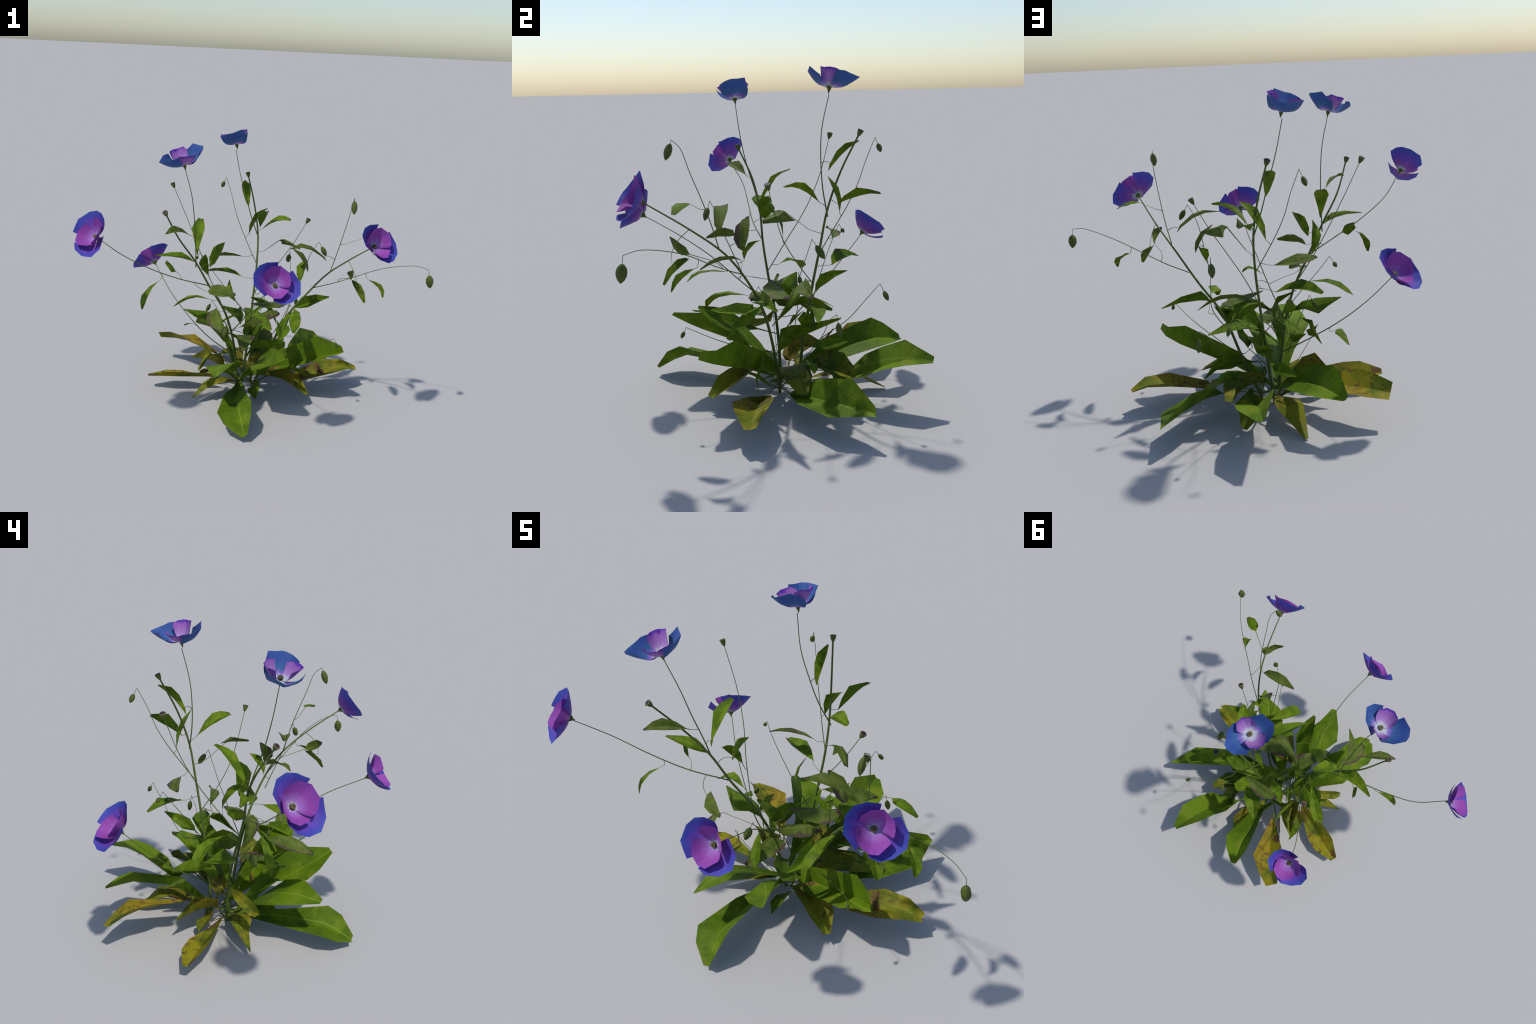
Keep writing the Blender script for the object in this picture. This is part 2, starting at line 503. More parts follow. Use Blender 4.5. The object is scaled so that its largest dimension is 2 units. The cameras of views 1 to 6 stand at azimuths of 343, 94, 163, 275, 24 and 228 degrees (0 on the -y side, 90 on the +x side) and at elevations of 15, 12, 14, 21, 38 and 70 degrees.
stem("b_3", 0.0026, 0.0014, (0.424, -0.116, 0.695), (0.53, -0.174, 0.739), (0.629, -0.237, 0.791), (0.728, -0.297, 0.845), (0.82, -0.364, 0.885), (0.913, -0.45, 0.912), (0.971, -0.509, 0.904))
stem("b_4", 0.0026, 0.0014, (0.309, -0.13, 0.667), (0.318, -0.159, 0.74), (0.326, -0.189, 0.813), (0.334, -0.217, 0.886), (0.353, -0.236, 0.958), (0.383, -0.261, 1.023))
stem("b_5", 0.0026, 0.0014, (0.488, -0.213, 0.831), (0.509, -0.242, 0.946), (0.521, -0.279, 1.057), (0.53, -0.32, 1.165), (0.535, -0.353, 1.263), (0.524, -0.394, 1.304))
stem("b_6", 0.0026, 0.0014, (0.086, 0.129, 0.202), (0.143, 0.208, 0.281), (0.201, 0.287, 0.36), (0.259, 0.365, 0.439), (0.305, 0.433, 0.535), (0.349, 0.502, 0.632))
stem("b_7", 0.0026, 0.0014, (0.176, 0.144, 0.193), (0.249, 0.174, 0.259), (0.318, 0.207, 0.326), (0.375, 0.244, 0.399), (0.423, 0.271, 0.477), (0.466, 0.304, 0.52))
stem("b_8", 0.0026, 0.0014, (0.112, 0.169, 0.417), (0.048, 0.198, 0.495), (-0.015, 0.226, 0.573), (-0.075, 0.256, 0.653), (-0.134, 0.29, 0.733), (-0.185, 0.328, 0.815))
stem("b_9", 0.0026, 0.0014, (-0.029, 0.086, 0.257), (-0.048, 0.101, 0.322), (-0.068, 0.11, 0.387), (-0.093, 0.119, 0.451), (-0.118, 0.127, 0.513), (-0.149, 0.117, 0.564))
stem("b_10", 0.0026, 0.0014, (0.183, -0.011, 0.244), (0.251, -0.084, 0.271), (0.312, -0.155, 0.315), (0.372, -0.227, 0.359), (0.426, -0.299, 0.408), (0.475, -0.374, 0.461))
stem("b_11", 0.0026, 0.0014, (-0.076, -0.034, 0.398), (-0.085, -0.051, 0.422), (-0.093, -0.066, 0.447), (-0.099, -0.079, 0.474), (-0.1, -0.092, 0.502))

# ------------------------------------------------------------------ leaves
leaf("broad", (0.009, 0.022, 0.02), (0.033, 0.037, 0.049), (-0.073, -0.324, 0.003), (-0.166, -0.323, 0.237), (-0.125, -0.646, 0.037), width=0.111, roll=3.35, twist=0.34, fold=-0.43, petiole=0.03, widest=0.81, w_low=0.62, w_high=0.82, w_tip=0.20)
leaf("broad", (0.009, 0.022, 0.02), (0.041, -0.032, 0.03), (-0.081, 0.448, 0.156), (0.095, 0.194, 0.296), (-0.126, 0.647, 0.214), width=0.112, roll=0.84, twist=-0.95, fold=0.47, petiole=0.09, widest=0.88, w_low=0.69, w_high=0.75, w_tip=0.18)
leaf("broad", (0.107, 0.024, 0.02), (0.326, 0.082, 0.083), (0.426, 0.114, 0.127), (0.745, 0.564, 0.169), (0.706, 0.466, 0.14), width=0.119, roll=0.61, twist=0.62, fold=0.46, petiole=0.04, widest=0.53, w_low=0.78, w_high=0.23, w_tip=0.02)
leaf("broad", (0.107, 0.024, 0.02), (0.061, 0.06, 0.064), (0.033, -0.046, 0.109), (0.599, -0.162, 0.298), (0.573, -0.31, 0.343), width=0.125, roll=3.85, twist=-0.15, fold=-0.78, petiole=0.03, widest=0.73, w_low=0.73, w_high=0.51, w_tip=0.32)
leaf("broad", (0.009, 0.022, 0.02), (0.041, 0.066, 0.018), (-0.14, -0.117, 0.169), (-0.113, -0.229, 0.382), (-0.254, -0.472, 0.323), width=0.110, roll=3.21, twist=1.15, fold=0.02, petiole=0.07, widest=0.64, w_low=0.33, w_high=0.77, w_tip=0.13)
leaf("aged", (0.064, 0.119, 0.02), (-0.192, 0.3, 0.24), (0.072, 0.042, 0.041), (-0.107, 0.385, 0.226), (-0.394, 0.555, 0.164), width=0.106, roll=2.92, twist=1.71, fold=-0.37, petiole=0.14, widest=0.80, w_low=0.13, w_high=0.77, w_tip=0.48)
leaf("mottled", (0.009, 0.022, 0.02), (0.017, 0.036, 0.036), (-0.173, -0.115, 0.2), (-0.184, -0.05, 0.13), (-0.316, -0.139, 0.04), width=0.059, roll=3.24, twist=-0.36, fold=0.38, petiole=0.03, widest=0.48, w_low=1.00, w_high=0.57, w_tip=0.06)
leaf("mottled", (0.107, 0.024, 0.02), (0.079, -0.121, 0.149), (0.237, -0.099, 0.141), (0.245, -0.165, 0.149), (0.357, -0.292, 0.071), width=0.078, roll=0.10, twist=-0.21, fold=0.45, petiole=0.07, widest=0.59, w_low=0.92, w_high=0.93, w_tip=0.28)
leaf("aged", (0.107, 0.024, 0.02), (0.409, -0.014, 0.111), (0.149, -0.075, -0.029), (0.707, -0.073, 0.171), (0.771, -0.064, 0.107), width=0.106, roll=3.29, twist=-0.22, fold=-0.48, petiole=0.03, widest=0.64, w_low=0.59, w_high=0.73, w_tip=0.28)
leaf("aged", (0.009, 0.022, 0.02), (-0.159, 0.1, 0.06), (-0.209, 0.027, 0.104), (0.083, 0.001, 0.072), (-0.54, 0.141, 0.078), width=0.077, roll=0.38, twist=-0.13, fold=0.45, petiole=0.06, widest=0.87, w_low=0.45, w_high=1.00, w_tip=0.31)
leaf("broad", (-0.006, 0.018, 0.169), (0.075, -0.035, 0.174), (0.16, 0.046, 0.204), (0.307, -0.111, 0.216), (0.393, -0.059, 0.118), width=0.066, roll=1.15, twist=0.73, fold=0.31, petiole=0.20, widest=0.59, w_low=0.37, w_high=0.32, w_tip=0.05)
leaf("broad", (0.308, -0.051, 0.527), (0.32, -0.042, 0.522), (0.287, -0.076, 0.457), (0.209, -0.163, 0.495), (0.221, -0.228, 0.322), width=0.053, roll=2.24, twist=-0.04, fold=0.68, petiole=0.04, widest=0.64, w_low=0.60, w_high=0.51, w_tip=0.52)
leaf("mottled", (0.064, 0.119, 0.02), (0.061, 0.147, 0.031), (-0.157, 0.059, 0.122), (-0.141, 0.106, 0.091), (-0.217, 0.138, 0.06), width=0.060, roll=0.61, twist=0.11, fold=0.40, petiole=0.03, widest=0.71, w_low=0.53, w_high=0.78, w_tip=0.02)
leaf("broad", (0.009, 0.022, 0.02), (-0.016, -0.001, 0.033), (0.159, -0.289, 0.412), (0.025, -0.221, 0.209), (0.125, -0.511, 0.413), width=0.119, roll=3.66, twist=0.35, fold=-0.47, petiole=0.03, widest=0.79, w_low=0.64, w_high=0.68, w_tip=0.17)
leaf("broad", (0.107, 0.024, 0.02), (0.072, -0.005, -0.006), (0.124, -0.079, 0.098), (0.038, -0.172, 0.103), (0.047, -0.253, 0.054), width=0.045, roll=0.63, twist=-1.20, fold=0.18, petiole=0.11, widest=0.58, w_low=0.69, w_high=0.76, w_tip=0.04)
leaf("mottled", (0.009, 0.022, 0.02), (-0.239, -0.024, 0.345), (-0.096, 0.021, 0.274), (-0.291, -0.175, 0.232), (-0.282, -0.177, 0.232), width=0.036, roll=0.83, twist=0.91, fold=0.50, petiole=0.03, widest=0.74, w_low=0.88, w_high=0.56, w_tip=0.25)
leaf("mottled", (0.064, 0.119, 0.02), (0.07, 0.134, 0.048), (0.091, 0.52, 0.234), (0.032, 0.389, 0.041), (0.041, 0.559, 0.007), width=0.070, roll=3.10, twist=-0.14, fold=0.19, petiole=0.03, widest=0.44, w_low=0.83, w_high=0.61, w_tip=0.13)
leaf("broad", (0.064, 0.119, 0.02), (0.074, 0.093, 0.049), (0.315, 0.535, 0.121), (0.251, 0.517, 0.283), (0.304, 0.759, 0.243), width=0.104, roll=0.34, twist=0.20, fold=0.43, petiole=0.22, widest=0.60, w_low=1.00, w_high=0.99, w_tip=0.23)
leaf("mottled", (0.009, 0.022, 0.02), (0.033, 0.016, 0.096), (0.373, 0.383, 0.242), (0.161, 0.283, 0.106), (0.3, 0.387, 0.024), width=0.081, roll=-0.00, twist=-0.36, fold=0.31, petiole=0.31, widest=0.61, w_low=0.32, w_high=0.72, w_tip=0.23)
leaf("mottled", (0.064, 0.119, 0.02), (0.029, 0.097, 0.06), (0.102, 0.05, 0.216), (0.404, 0.152, 0.191), (0.451, 0.149, 0.133), width=0.072, roll=0.18, twist=0.01, fold=0.09, petiole=0.14, widest=0.45, w_low=0.99, w_high=0.86, w_tip=0.34)
leaf("mottled", (0.107, 0.024, 0.02), (0.085, -0.062, 0.063), (0.03, 0.139, 0.105), (0.253, 0.224, 0.23), (0.35, 0.389, 0.174), width=0.091, roll=0.20, twist=0.69, fold=0.71, petiole=0.04, widest=0.68, w_low=0.25, w_high=1.00, w_tip=0.39)
leaf("mottled", (0.107, 0.024, 0.02), (0.066, 0.054, 0.04), (-0.176, 0.07, 0.175), (-0.079, 0.095, 0.174), (-0.244, 0.25, 0.134), width=0.091, roll=0.30, twist=1.07, fold=0.73, petiole=0.25, widest=0.65, w_low=0.74, w_high=0.62, w_tip=0.06)
leaf("broad", (0.093, 0.139, 0.212), (0.078, 0.14, 0.219), (0.116, 0.174, 0.25), (0.031, 0.297, 0.238), (0.018, 0.368, 0.243), width=0.033, roll=0.96, twist=-0.29, fold=0.27, petiole=0.27, widest=0.53, w_low=0.52, w_high=0.78, w_tip=0.13)
leaf("broad", (0.208, 0.157, 0.222), (0.214, 0.159, 0.212), (0.224, 0.153, 0.214), (0.338, 0.21, 0.27), (0.378, 0.2, 0.206), width=0.026, roll=2.78, twist=0.42, fold=0.14, petiole=0.13, widest=0.62, w_low=0.56, w_high=0.98, w_tip=0.13)
leaf("stem", (-0.308, -0.108, 0.943), (-0.296, -0.081, 0.947), (-0.285, -0.1, 0.838), (-0.303, -0.069, 1.055), (-0.243, 0.074, 1.094), width=0.041, roll=5.92, twist=0.94, fold=0.32, petiole=0.19, widest=0.78, w_low=0.35, w_high=0.74, w_tip=0.35)
leaf("stem", (-0.306, -0.094, 0.88), (-0.307, -0.097, 0.881), (-0.303, -0.083, 0.865), (-0.379, -0.126, 0.93), (-0.534, -0.087, 0.919), width=0.046, roll=3.08, twist=-0.04, fold=-0.55, petiole=0.20, widest=0.60, w_low=0.57, w_high=0.70, w_tip=0.13)
leaf("dull", (-0.319, -0.14, 1.046), (-0.341, -0.157, 1.048), (-0.389, -0.192, 1.071), (-0.431, -0.229, 1.12), (-0.513, -0.291, 1.096), width=0.036, roll=-0.49, twist=0.47, fold=0.41, petiole=0.16, widest=0.67, w_low=0.65, w_high=0.73, w_tip=0.11)
leaf("stem", (-0.271, -0.086, 0.821), (-0.21, -0.047, 0.845), (-0.212, -0.037, 0.786), (-0.182, -0.083, 0.941), (-0.12, -0.033, 0.974), width=0.042, roll=0.36, twist=-0.24, fold=0.28, petiole=0.19, widest=0.75, w_low=0.74, w_high=0.60, w_tip=0.05)
leaf("stem", (-0.178, 0.043, 0.713), (-0.184, 0.034, 0.724), (-0.204, 0.032, 0.779), (-0.261, 0.065, 0.865), (-0.244, -0.07, 0.914), width=0.033, roll=3.94, twist=0.12, fold=0.35, petiole=0.17, widest=0.69, w_low=0.76, w_high=0.72, w_tip=0.10)
leaf("dull", (-0.32, -0.113, 0.761), (-0.26, -0.231, 0.74), (-0.241, -0.208, 0.737), (-0.297, -0.283, 0.804), (-0.131, -0.364, 0.758), width=0.037, roll=3.93, twist=0.33, fold=0.23, petiole=0.12, widest=0.71, w_low=0.73, w_high=0.89, w_tip=0.18)
leaf("dull", (-0.016, -0.18, 0.555), (-0.178, -0.184, 0.603), (-0.225, -0.162, 0.633), (-0.257, -0.3, 0.632), (-0.218, -0.416, 0.56), width=0.045, roll=0.50, twist=-0.60, fold=0.29, petiole=0.21, widest=0.66, w_low=0.60, w_high=0.87, w_tip=0.26)
leaf("stem", (-0.076, -0.034, 0.398), (-0.076, -0.016, 0.41), (-0.092, 0.044, 0.547), (-0.211, 0.036, 0.517), (-0.329, 0.1, 0.525), width=0.093, roll=3.36, twist=-0.15, fold=0.61, petiole=0.13, widest=0.65, w_low=0.53, w_high=0.54, w_tip=0.05)
leaf("stem", (-0.135, -0.024, 0.61), (-0.169, 0.007, 0.601), (-0.288, 0.09, 0.64), (-0.346, 0.136, 0.541), (-0.389, 0.125, 0.532), width=0.040, roll=6.36, twist=-0.28, fold=0.42, petiole=0.08, widest=0.51, w_low=0.64, w_high=0.79, w_tip=0.12)
leaf("stem", (0.106, 0.333, 0.906), (0.126, 0.323, 0.926), (0.152, 0.329, 0.978), (0.133, 0.304, 1.044), (0.231, 0.265, 1.112), width=0.034, roll=5.79, twist=0.01, fold=0.21, petiole=0.04, widest=0.74, w_low=0.65, w_high=0.61, w_tip=0.07)
leaf("stem", (0.085, 0.236, 1.157), (0.11, 0.278, 1.156), (0.098, 0.25, 1.059), (0.105, 0.292, 1.195), (0.111, 0.416, 1.261), width=0.035, roll=-0.35, twist=0.19, fold=0.73, petiole=0.26, widest=0.72, w_low=0.49, w_high=1.00, w_tip=0.16)
leaf("stem", (0.169, 0.28, 0.995), (0.188, 0.308, 0.978), (0.203, 0.296, 0.965), (0.253, 0.423, 1.049), (0.3, 0.501, 1.035), width=0.050, roll=-0.25, twist=-0.20, fold=0.61, petiole=0.19, widest=0.69, w_low=0.58, w_high=0.55, w_tip=0.28)
leaf("stem", (0.159, 0.257, 0.96), (0.179, 0.23, 0.98), (0.237, 0.165, 1.052), (0.259, 0.116, 1.074), (0.319, 0.072, 1.071), width=0.043, roll=0.26, twist=0.12, fold=0.51, petiole=0.05, widest=0.55, w_low=0.67, w_high=0.79, w_tip=0.30)
leaf("dull", (0.145, 0.268, 0.803), (0.102, 0.277, 0.792), (0.11, 0.291, 0.788), (-0.039, 0.326, 0.805), (-0.145, 0.262, 0.801), width=0.042, roll=0.47, twist=-0.09, fold=0.38, petiole=0.26, widest=0.71, w_low=0.63, w_high=0.72, w_tip=0.16)
leaf("dull", (0.167, 0.241, 0.828), (0.188, 0.18, 0.853), (0.236, -0.046, 1.002), (0.293, 0.168, 0.961), (0.352, -0.03, 0.924), width=0.070, roll=2.73, twist=-0.52, fold=0.41, petiole=0.41, widest=0.62, w_low=0.36, w_high=0.53, w_tip=0.18)
leaf("dull", (0.502, -0.23, 0.903), (0.446, -0.2, 0.914), (0.48, -0.243, 0.834), (0.405, -0.188, 1.01), (0.221, -0.234, 0.975), width=0.036, roll=6.13, twist=0.02, fold=0.44, petiole=0.16, widest=0.69, w_low=0.58, w_high=1.00, w_tip=0.15)
leaf("dull", (0.325, -0.185, 0.804), (0.383, -0.107, 0.809), (0.393, -0.122, 0.747), (0.353, -0.131, 0.889), (0.287, -0.098, 0.936), width=0.043, roll=-0.41, twist=-0.02, fold=0.35, petiole=0.20, widest=0.56, w_low=0.54, w_high=0.97, w_tip=0.15)
leaf("stem", (0.316, -0.152, 0.722), (0.329, -0.118, 0.739), (0.33, -0.119, 0.738), (0.334, -0.122, 0.809), (0.369, -0.036, 0.839), width=0.028, roll=-0.13, twist=-0.26, fold=0.28, petiole=0.16, widest=0.81, w_low=0.76, w_high=0.61, w_tip=0.08)
leaf("dull", (0.553, -0.188, 0.751), (0.54, -0.248, 0.788), (0.569, -0.335, 0.813), (0.594, -0.395, 0.851), (0.504, -0.425, 0.881), width=0.026, roll=1.35, twist=-0.65, fold=0.22, petiole=0.35, widest=0.61, w_low=0.91, w_high=0.94, w_tip=0.22)
leaf("stem", (0.516, -0.26, 1.002), (0.541, -0.28, 1.009), (0.639, -0.321, 1.066), (0.679, -0.344, 1.07), (0.74, -0.358, 1.019), width=0.030, roll=3.02, twist=-0.12, fold=0.18, petiole=0.34, widest=0.55, w_low=0.81, w_high=0.88, w_tip=0.29)
leaf("stem", (0.546, -0.329, 0.924), (0.581, -0.408, 0.786), (0.58, -0.232, 0.838), (0.574, -0.4, 0.774), (0.618, -0.431, 0.695), width=0.041, roll=1.07, twist=-0.27, fold=0.47, petiole=0.30, widest=0.61, w_low=0.50, w_high=0.92, w_tip=0.33)
leaf("stem", (0.69, -0.273, 0.825), (0.7, -0.277, 0.791), (0.69, -0.288, 0.791), (0.769, -0.34, 0.763), (0.76, -0.374, 0.702), width=0.032, roll=-0.24, twist=0.64, fold=0.54, petiole=0.23, widest=0.65, w_low=0.59, w_high=0.77, w_tip=0.22)
leaf("stem", (-0.392, -0.138, 0.788), (-0.401, -0.101, 0.81), (-0.438, -0.08, 0.838), (-0.409, -0.085, 0.829), (-0.464, -0.029, 0.872), width=0.032, roll=4.33, twist=-0.09, fold=0.40, petiole=0.22, widest=0.55, w_low=0.63, w_high=0.96, w_tip=0.60)
leaf("stem", (-0.515, -0.168, 0.842), (-0.513, -0.169, 0.808), (-0.51, -0.168, 0.791), (-0.644, -0.24, 0.805), (-0.634, -0.242, 0.658), width=0.025, roll=3.22, twist=-0.47, fold=0.34, petiole=0.26, widest=0.79, w_low=0.64, w_high=0.88, w_tip=0.24)
leaf("stem", (-0.235, 0.166, 0.39), (-0.23, 0.193, 0.375), (-0.273, 0.197, 0.402), (-0.27, 0.232, 0.379), (-0.285, 0.306, 0.336), width=0.027, roll=6.47, twist=0.07, fold=-0.04, petiole=0.27, widest=0.42, w_low=0.61, w_high=0.74, w_tip=0.12)
leaf("stem", (-0.007, -0.238, 0.611), (-0, -0.243, 0.603), (0.005, -0.24, 0.603), (0.034, -0.403, 0.669), (0.067, -0.441, 0.566), width=0.026, roll=3.38, twist=-0.75, fold=0.45, petiole=0.11, widest=0.70, w_low=0.67, w_high=0.88, w_tip=0.04)
leaf("dull", (-0.047, -0.02, 0.414), (-0.006, -0.027, 0.431), (-0.017, -0.088, 0.45), (0.2, -0.137, 0.63), (0.245, -0.043, 0.513), width=0.047, roll=3.67, twist=-1.17, fold=0.59, petiole=0.11, widest=0.63, w_low=0.72, w_high=0.85, w_tip=0.10)
leaf("stem", (0.151, 0.209, 0.659), (0.09, 0.263, 0.658), (0.147, 0.284, 0.626), (-0.009, 0.301, 0.713), (-0.108, 0.421, 0.661), width=0.058, roll=0.14, twist=0.28, fold=0.46, petiole=0.37, widest=0.73, w_low=0.62, w_high=0.73, w_tip=0.26)
leaf("dull", (0.15, 0.183, 0.595), (0.143, 0.132, 0.58), (0.201, 0.189, 0.621), (0.292, 0.103, 0.633), (0.451, 0.199, 0.588), width=0.034, roll=0.73, twist=-0.37, fold=0.35, petiole=0.20, widest=0.70, w_low=0.61, w_high=1.00, w_tip=0.15)
leaf("stem", (0.044, 0.2, 0.499), (0.033, 0.199, 0.499), (0.04, 0.209, 0.523), (-0.024, 0.224, 0.572), (0.023, 0.367, 0.615), width=0.035, roll=4.98, twist=0.66, fold=0.36, petiole=0.18, widest=0.61, w_low=0.51, w_high=0.76, w_tip=0.03)
leaf("stem", (0.341, 0.07, 0.516), (0.366, 0.035, 0.511), (0.221, -0.113, 0.547), (0.486, -0.018, 0.588), (0.601, 0.046, 0.571), width=0.051, roll=0.84, twist=-1.00, fold=0.71, petiole=0.34, widest=0.52, w_low=0.52, w_high=0.72, w_tip=0.12)
leaf("stem", (0.326, -0.059, 0.554), (0.312, -0.117, 0.566), (0.27, -0.191, 0.59), (0.251, -0.317, 0.584), (0.238, -0.319, 0.49), width=0.040, roll=3.50, twist=-0.11, fold=0.41, petiole=0.03, widest=0.63, w_low=0.87, w_high=0.84, w_tip=0.24)
leaf("broad", (0.256, -0.023, 0.418), (0.25, -0.086, 0.424), (0.23, -0.054, 0.484), (0.226, -0.228, 0.44), (0.158, -0.31, 0.449), width=0.051, roll=5.89, twist=-0.00, fold=0.55, petiole=0.03, widest=0.59, w_low=0.92, w_high=0.54, w_tip=0.08)
leaf("stem", (0.268, 0.003, 0.405), (0.249, 0.019, 0.418), (0.244, 0.069, 0.463), (0.276, 0.138, 0.569), (0.104, 0.143, 0.566), width=0.039, roll=4.10, twist=0.18, fold=0.86, petiole=0.03, widest=0.67, w_low=0.60, w_high=0.93, w_tip=0.08)
leaf("stem", (0.122, 0.17, 0.437), (0.136, 0.185, 0.433), (0.182, 0.151, 0.452), (0.18, 0.233, 0.523), (0.412, 0.219, 0.463), width=0.051, roll=6.07, twist=-0.23, fold=0.21, petiole=0.03, widest=0.68, w_low=0.74, w_high=0.66, w_tip=0.08)
leaf("stem", (0.183, -0.011, 0.244), (0.15, 0.042, 0.292), (0.172, 0.185, 0.385), (0.231, 0.203, 0.466), (0.256, 0.182, 0.466), width=0.059, roll=2.13, twist=-1.89, fold=0.43, petiole=0.31, widest=0.46, w_low=0.55, w_high=0.70, w_tip=0.42)
leaf("dull", (-0.058, 0.106, 0.355), (0.014, 0.052, 0.372), (0.105, -0.039, 0.375), (-0.047, -0.161, 0.401), (-0.058, -0.279, 0.387), width=0.057, roll=6.20, twist=-0.90, fold=0.28, petiole=0.31, widest=0.47, w_low=0.70, w_high=0.75, w_tip=0.34)
leaf("stem", (-0.029, 0.086, 0.257), (-0.011, 0.094, 0.266), (-0.051, 0.078, 0.384), (-0.04, 0.04, 0.29), (-0.109, 0.14, 0.366), width=0.036, roll=5.08, twist=0.46, fold=-0.07, petiole=0.42, widest=0.67, w_low=0.73, w_high=0.63, w_tip=0.20)
leaf("stem", (0.072, 0.187, 0.465), (0.055, 0.097, 0.495), (0.051, 0.145, 0.46), (-0.021, 0.141, 0.432), (-0.089, 0.187, 0.377), width=0.036, roll=0.06, twist=-0.44, fold=0.27, petiole=0.23, widest=0.59, w_low=0.63, w_high=0.87, w_tip=0.09)
leaf("broad", (-0.004, 0.018, 0.152), (0.023, -0, 0.168), (0.25, 0.124, 0.446), (0.083, -0.065, 0.176), (0.183, 0.328, 0.41), width=0.078, roll=-1.08, twist=1.97, fold=0.38, petiole=0.03, widest=0.67, w_low=0.61, w_high=1.00, w_tip=0.39)
leaf("dull", (-0.015, -0.187, 0.562), (0.072, -0.109, 0.596), (-0.074, 0.078, 0.578), (0.218, -0.098, 0.569), (0.29, 0.085, 0.55), width=0.055, roll=3.28, twist=-0.11, fold=0.18, petiole=0.39, widest=0.78, w_low=0.78, w_high=0.85, w_tip=0.30)
leaf("stem", (0.084, 0.182, 0.451), (0.085, 0.27, 0.438), (0.024, 0.153, 0.456), (0.085, -0.13, 0.496), (-0.114, 0.011, 0.567), width=0.063, roll=1.74, twist=0.19, fold=0.34, petiole=0.27, widest=0.53, w_low=0.75, w_high=0.58, w_tip=0.15)
leaf("broad", (-0.023, 0.01, 0.274), (-0.016, 0.011, 0.269), (0.059, -0.121, 0.339), (0.143, -0.269, 0.363), (0.162, -0.371, 0.465), width=0.074, roll=-0.61, twist=-0.04, fold=0.24, petiole=0.25, widest=0.63, w_low=0.54, w_high=0.76, w_tip=0.15)
leaf("stem", (-0.087, 0.117, 0.435), (-0.107, 0.071, 0.433), (-0.191, 0.084, 0.396), (-0.116, 0.153, 0.437), (-0.144, 0.293, 0.361), width=0.041, roll=1.49, twist=0.81, fold=0.07, petiole=0.05, widest=0.63, w_low=0.28, w_high=0.60, w_tip=0.18)

# -------------------------------------------------------- buds and capsules
bud((0.01, 0.496, 1.27), (-0.005, 0.518, 1.219), width=0.026, length=0.048, stalk=0.0013)
bud((0.37, 0.194, 0.844), (0.375, 0.231, 0.785), width=0.035, length=0.072, stalk=0.0013)
bud((0.97, -0.509, 0.903), (0.978, -0.517, 0.835), width=0.044, length=0.076, stalk=0.0013)
bud((0.383, -0.261, 1.023), (0.412, -0.274, 0.968), width=0.031, length=0.062, stalk=0.0013)
bud((0.525, -0.394, 1.303), (0.519, -0.412, 1.253), width=0.034, length=0.076, stalk=0.0013)
bud((0.349, 0.502, 0.632), (0.375, 0.527, 0.582), width=0.024, length=0.05, stalk=0.0013)
bud((0.466, 0.304, 0.519), (0.476, 0.314, 0.451), width=0.029, length=0.066, stalk=0.0013)
bud((-0.185, 0.328, 0.815), (-0.204, 0.348, 0.776), width=0.021, length=0.03, stalk=0.0013)
bud((-0.149, 0.115, 0.563), (-0.171, 0.123, 0.515), width=0.026, length=0.055, stalk=0.0013)
bud((0.474, -0.374, 0.461), (0.483, -0.39, 0.428), width=0.019, length=0.034, stalk=0.0013)
bud((-0.1, -0.092, 0.502), (-0.119, -0.121, 0.443), width=0.042, length=0.072, stalk=0.0013)
capsule((-0.495, -0.215, 1.178), (-0.43, -0.43, 0.8), 0.033)
capsule((0.136, 0.407, 1.283), (-0.13, 0.45, 0.88), 0.033)
capsule((-0.367, 0.278, 1.242), (-0.37, 0.22, 0.9), 0.033)
capsule((0.396, 0.006, 1.069), (0.45, -0.15, 0.88), 0.033)

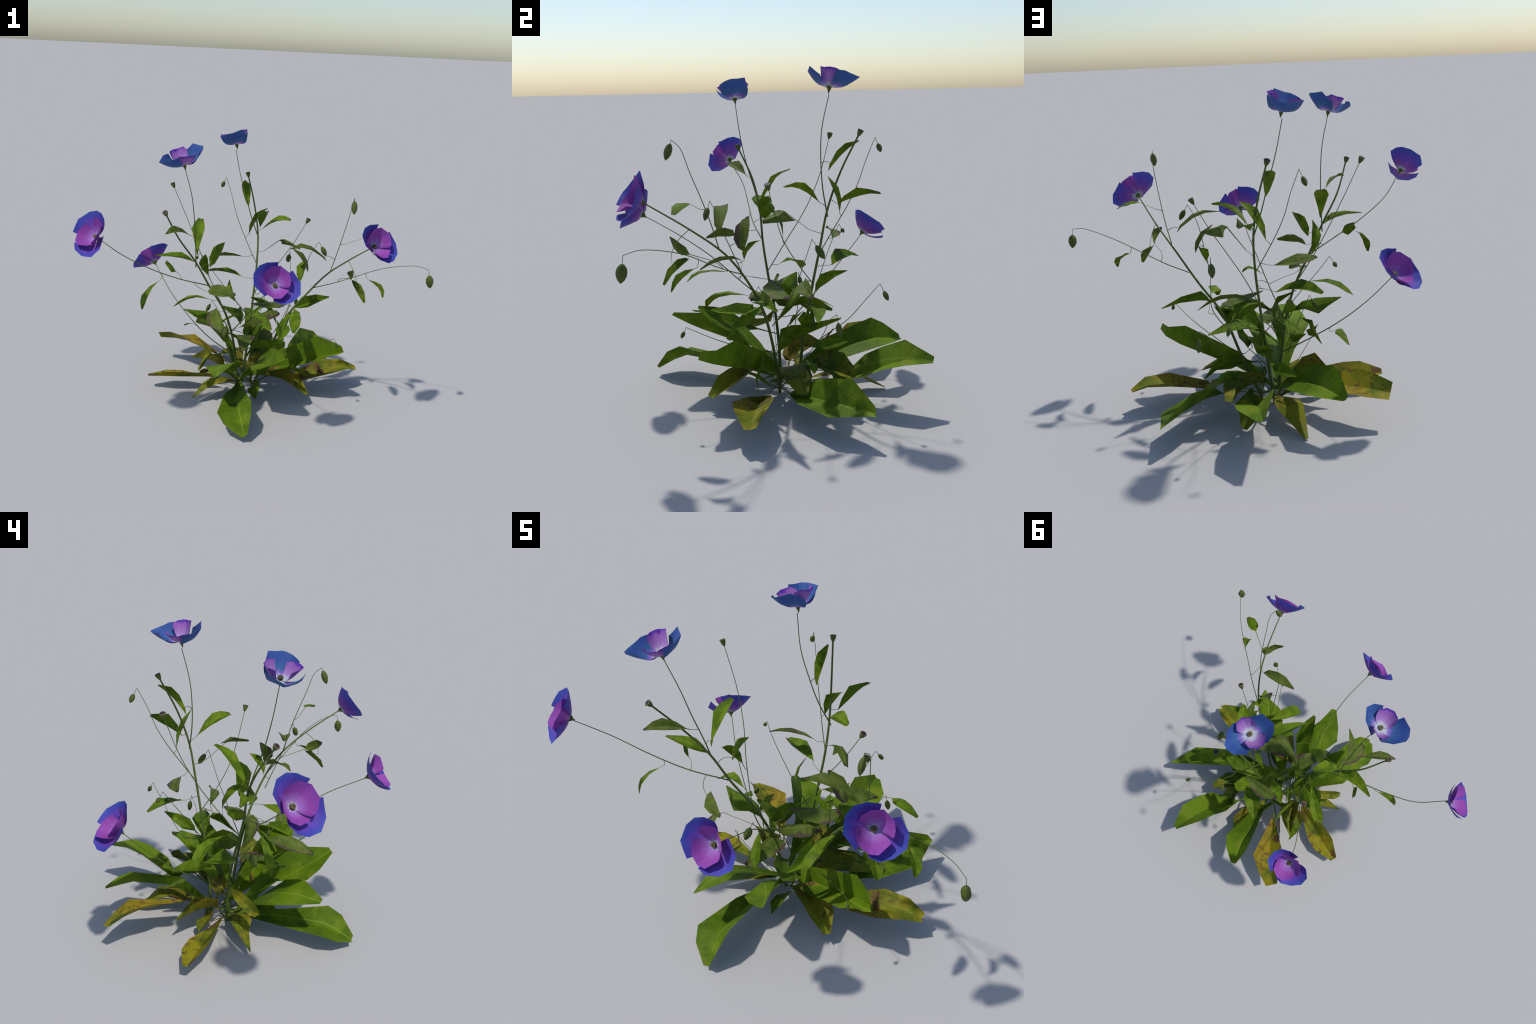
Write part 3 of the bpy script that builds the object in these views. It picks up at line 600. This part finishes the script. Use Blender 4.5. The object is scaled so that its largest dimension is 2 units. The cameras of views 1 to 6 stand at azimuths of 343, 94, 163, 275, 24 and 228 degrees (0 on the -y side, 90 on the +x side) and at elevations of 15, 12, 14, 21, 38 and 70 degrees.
# ----------------------------------------------------------------- flowers
violet = flower_template((0.19, -0.83, 0.53), [(0.003, -0.002), (0.005, 0.004), (0.0045, 0.007), (0.012, 0.014), (0.0155, 0.021), (0.012, 0.026)], 0.021, 0.0135, [
    ("violet_outer", 0.006, 0.012, 0.0, [(0.025, -0.014, 0.139), (-0.03, -0.024, 0.139), (-0.07, -0.045, 0.128), (-0.096, -0.073, 0.093), (-0.089, -0.119, 0.044), (-0.032, -0.137, -0.006)]),
    ("violet_outer", 0.006, 0.012, 0.0, [(0.098, -0.01, 0.094), (0.139, -0.016, 0.028), (0.141, -0.047, -0.025), (0.101, -0.084, -0.056), (0.055, -0.118, -0.056), (0.013, -0.122, -0.04)]),
    ("violet_inner", 0.007, 0.006, 0.003, [(-0.051, -0.046, 0.058), (-0.036, -0.056, 0.097), (-0.009, -0.045, 0.122), (0.038, -0.025, 0.123), (0.083, -0.036, 0.09), (0.093, -0.048, 0.057), (0.092, -0.057, 0.03), (0.083, -0.05, 0.013)]),
    ("violet_inner", 0.007, 0.006, 0.003, [(-0.05, -0.08, 0.049), (-0.045, -0.096, 0.03), (-0.029, -0.115, 0.002), (-0.014, -0.118, -0.008), (0.014, -0.121, -0.025), (0.051, -0.116, -0.024), (0.083, -0.069, 0.001), (0.081, -0.06, 0.005)]),
])
blue = flower_template((-0.25, -0.08, 0.965), [(0.002, -0.002), (0.0035, 0.004), (0.006, 0.012), (0.0105, 0.022), (0.0125, 0.032), (0.009, 0.034)], 0.030, 0.0145, [
    ("blue_outer", 0.016, 0.014, 0.0, [(-0.006, 0.07, 0.078), (0.049, 0.059, 0.135), (0.095, 0.001, 0.131), (0.084, -0.044, 0.12), (0.05, -0.078, 0.097)]),
    ("blue_outer", 0.016, 0.014, 0.0, [(-0.062, -0.111, 0.08), (-0.121, -0.096, 0.059), (-0.147, -0.062, 0.05), (-0.15, -0.034, 0.044), (-0.121, 0.03, 0.072), (-0.086, 0.057, 0.079)]),
    ("blue_inner", 0.012, 0.006, 0.003, [(0.045, -0.024, 0.095), (0.048, -0.048, 0.098), (0.029, -0.085, 0.093), (-0.009, -0.098, 0.086), (-0.046, -0.084, 0.085), (-0.057, -0.049, 0.07)]),
    ("blue_inner", 0.012, 0.006, 0.003, [(0.01, 0.026, 0.111), (-0.005, 0.055, 0.118), (-0.047, 0.069, 0.104), (-0.08, 0.049, 0.095), (-0.084, 0.014, 0.085)]),
])
flower(blue, ((1, 0, 0), (0, 1, 0), (0, 0, 1)), (-0.399, -0.221, 1.433))
flower(blue, ((-0.453, 0.861, -0.231), (-0.862, -0.489, -0.135), (-0.229, 0.138, 0.963)), (0.017, 0.273, 1.483))
flower(violet, ((1, 0, 0), (0, 1, 0), (0, 0, 1)), (0.602, -0.498, 1.042))
flower(violet, ((0.898, 0.433, -0.077), (-0.432, 0.901, 0.03), (0.083, 0.007, 0.997)), (0.002, -0.644, 0.889))
flower(violet, ((-0.017, 0.97, 0.244), (-0.939, 0.068, -0.338), (-0.345, -0.235, 0.909)), (-0.865, -0.309, 1.082))
flower(violet, ((-0.994, 0.023, -0.106), (0.007, -0.963, -0.269), (-0.108, -0.268, 0.957)), (-0.45, 0.452, 0.707))
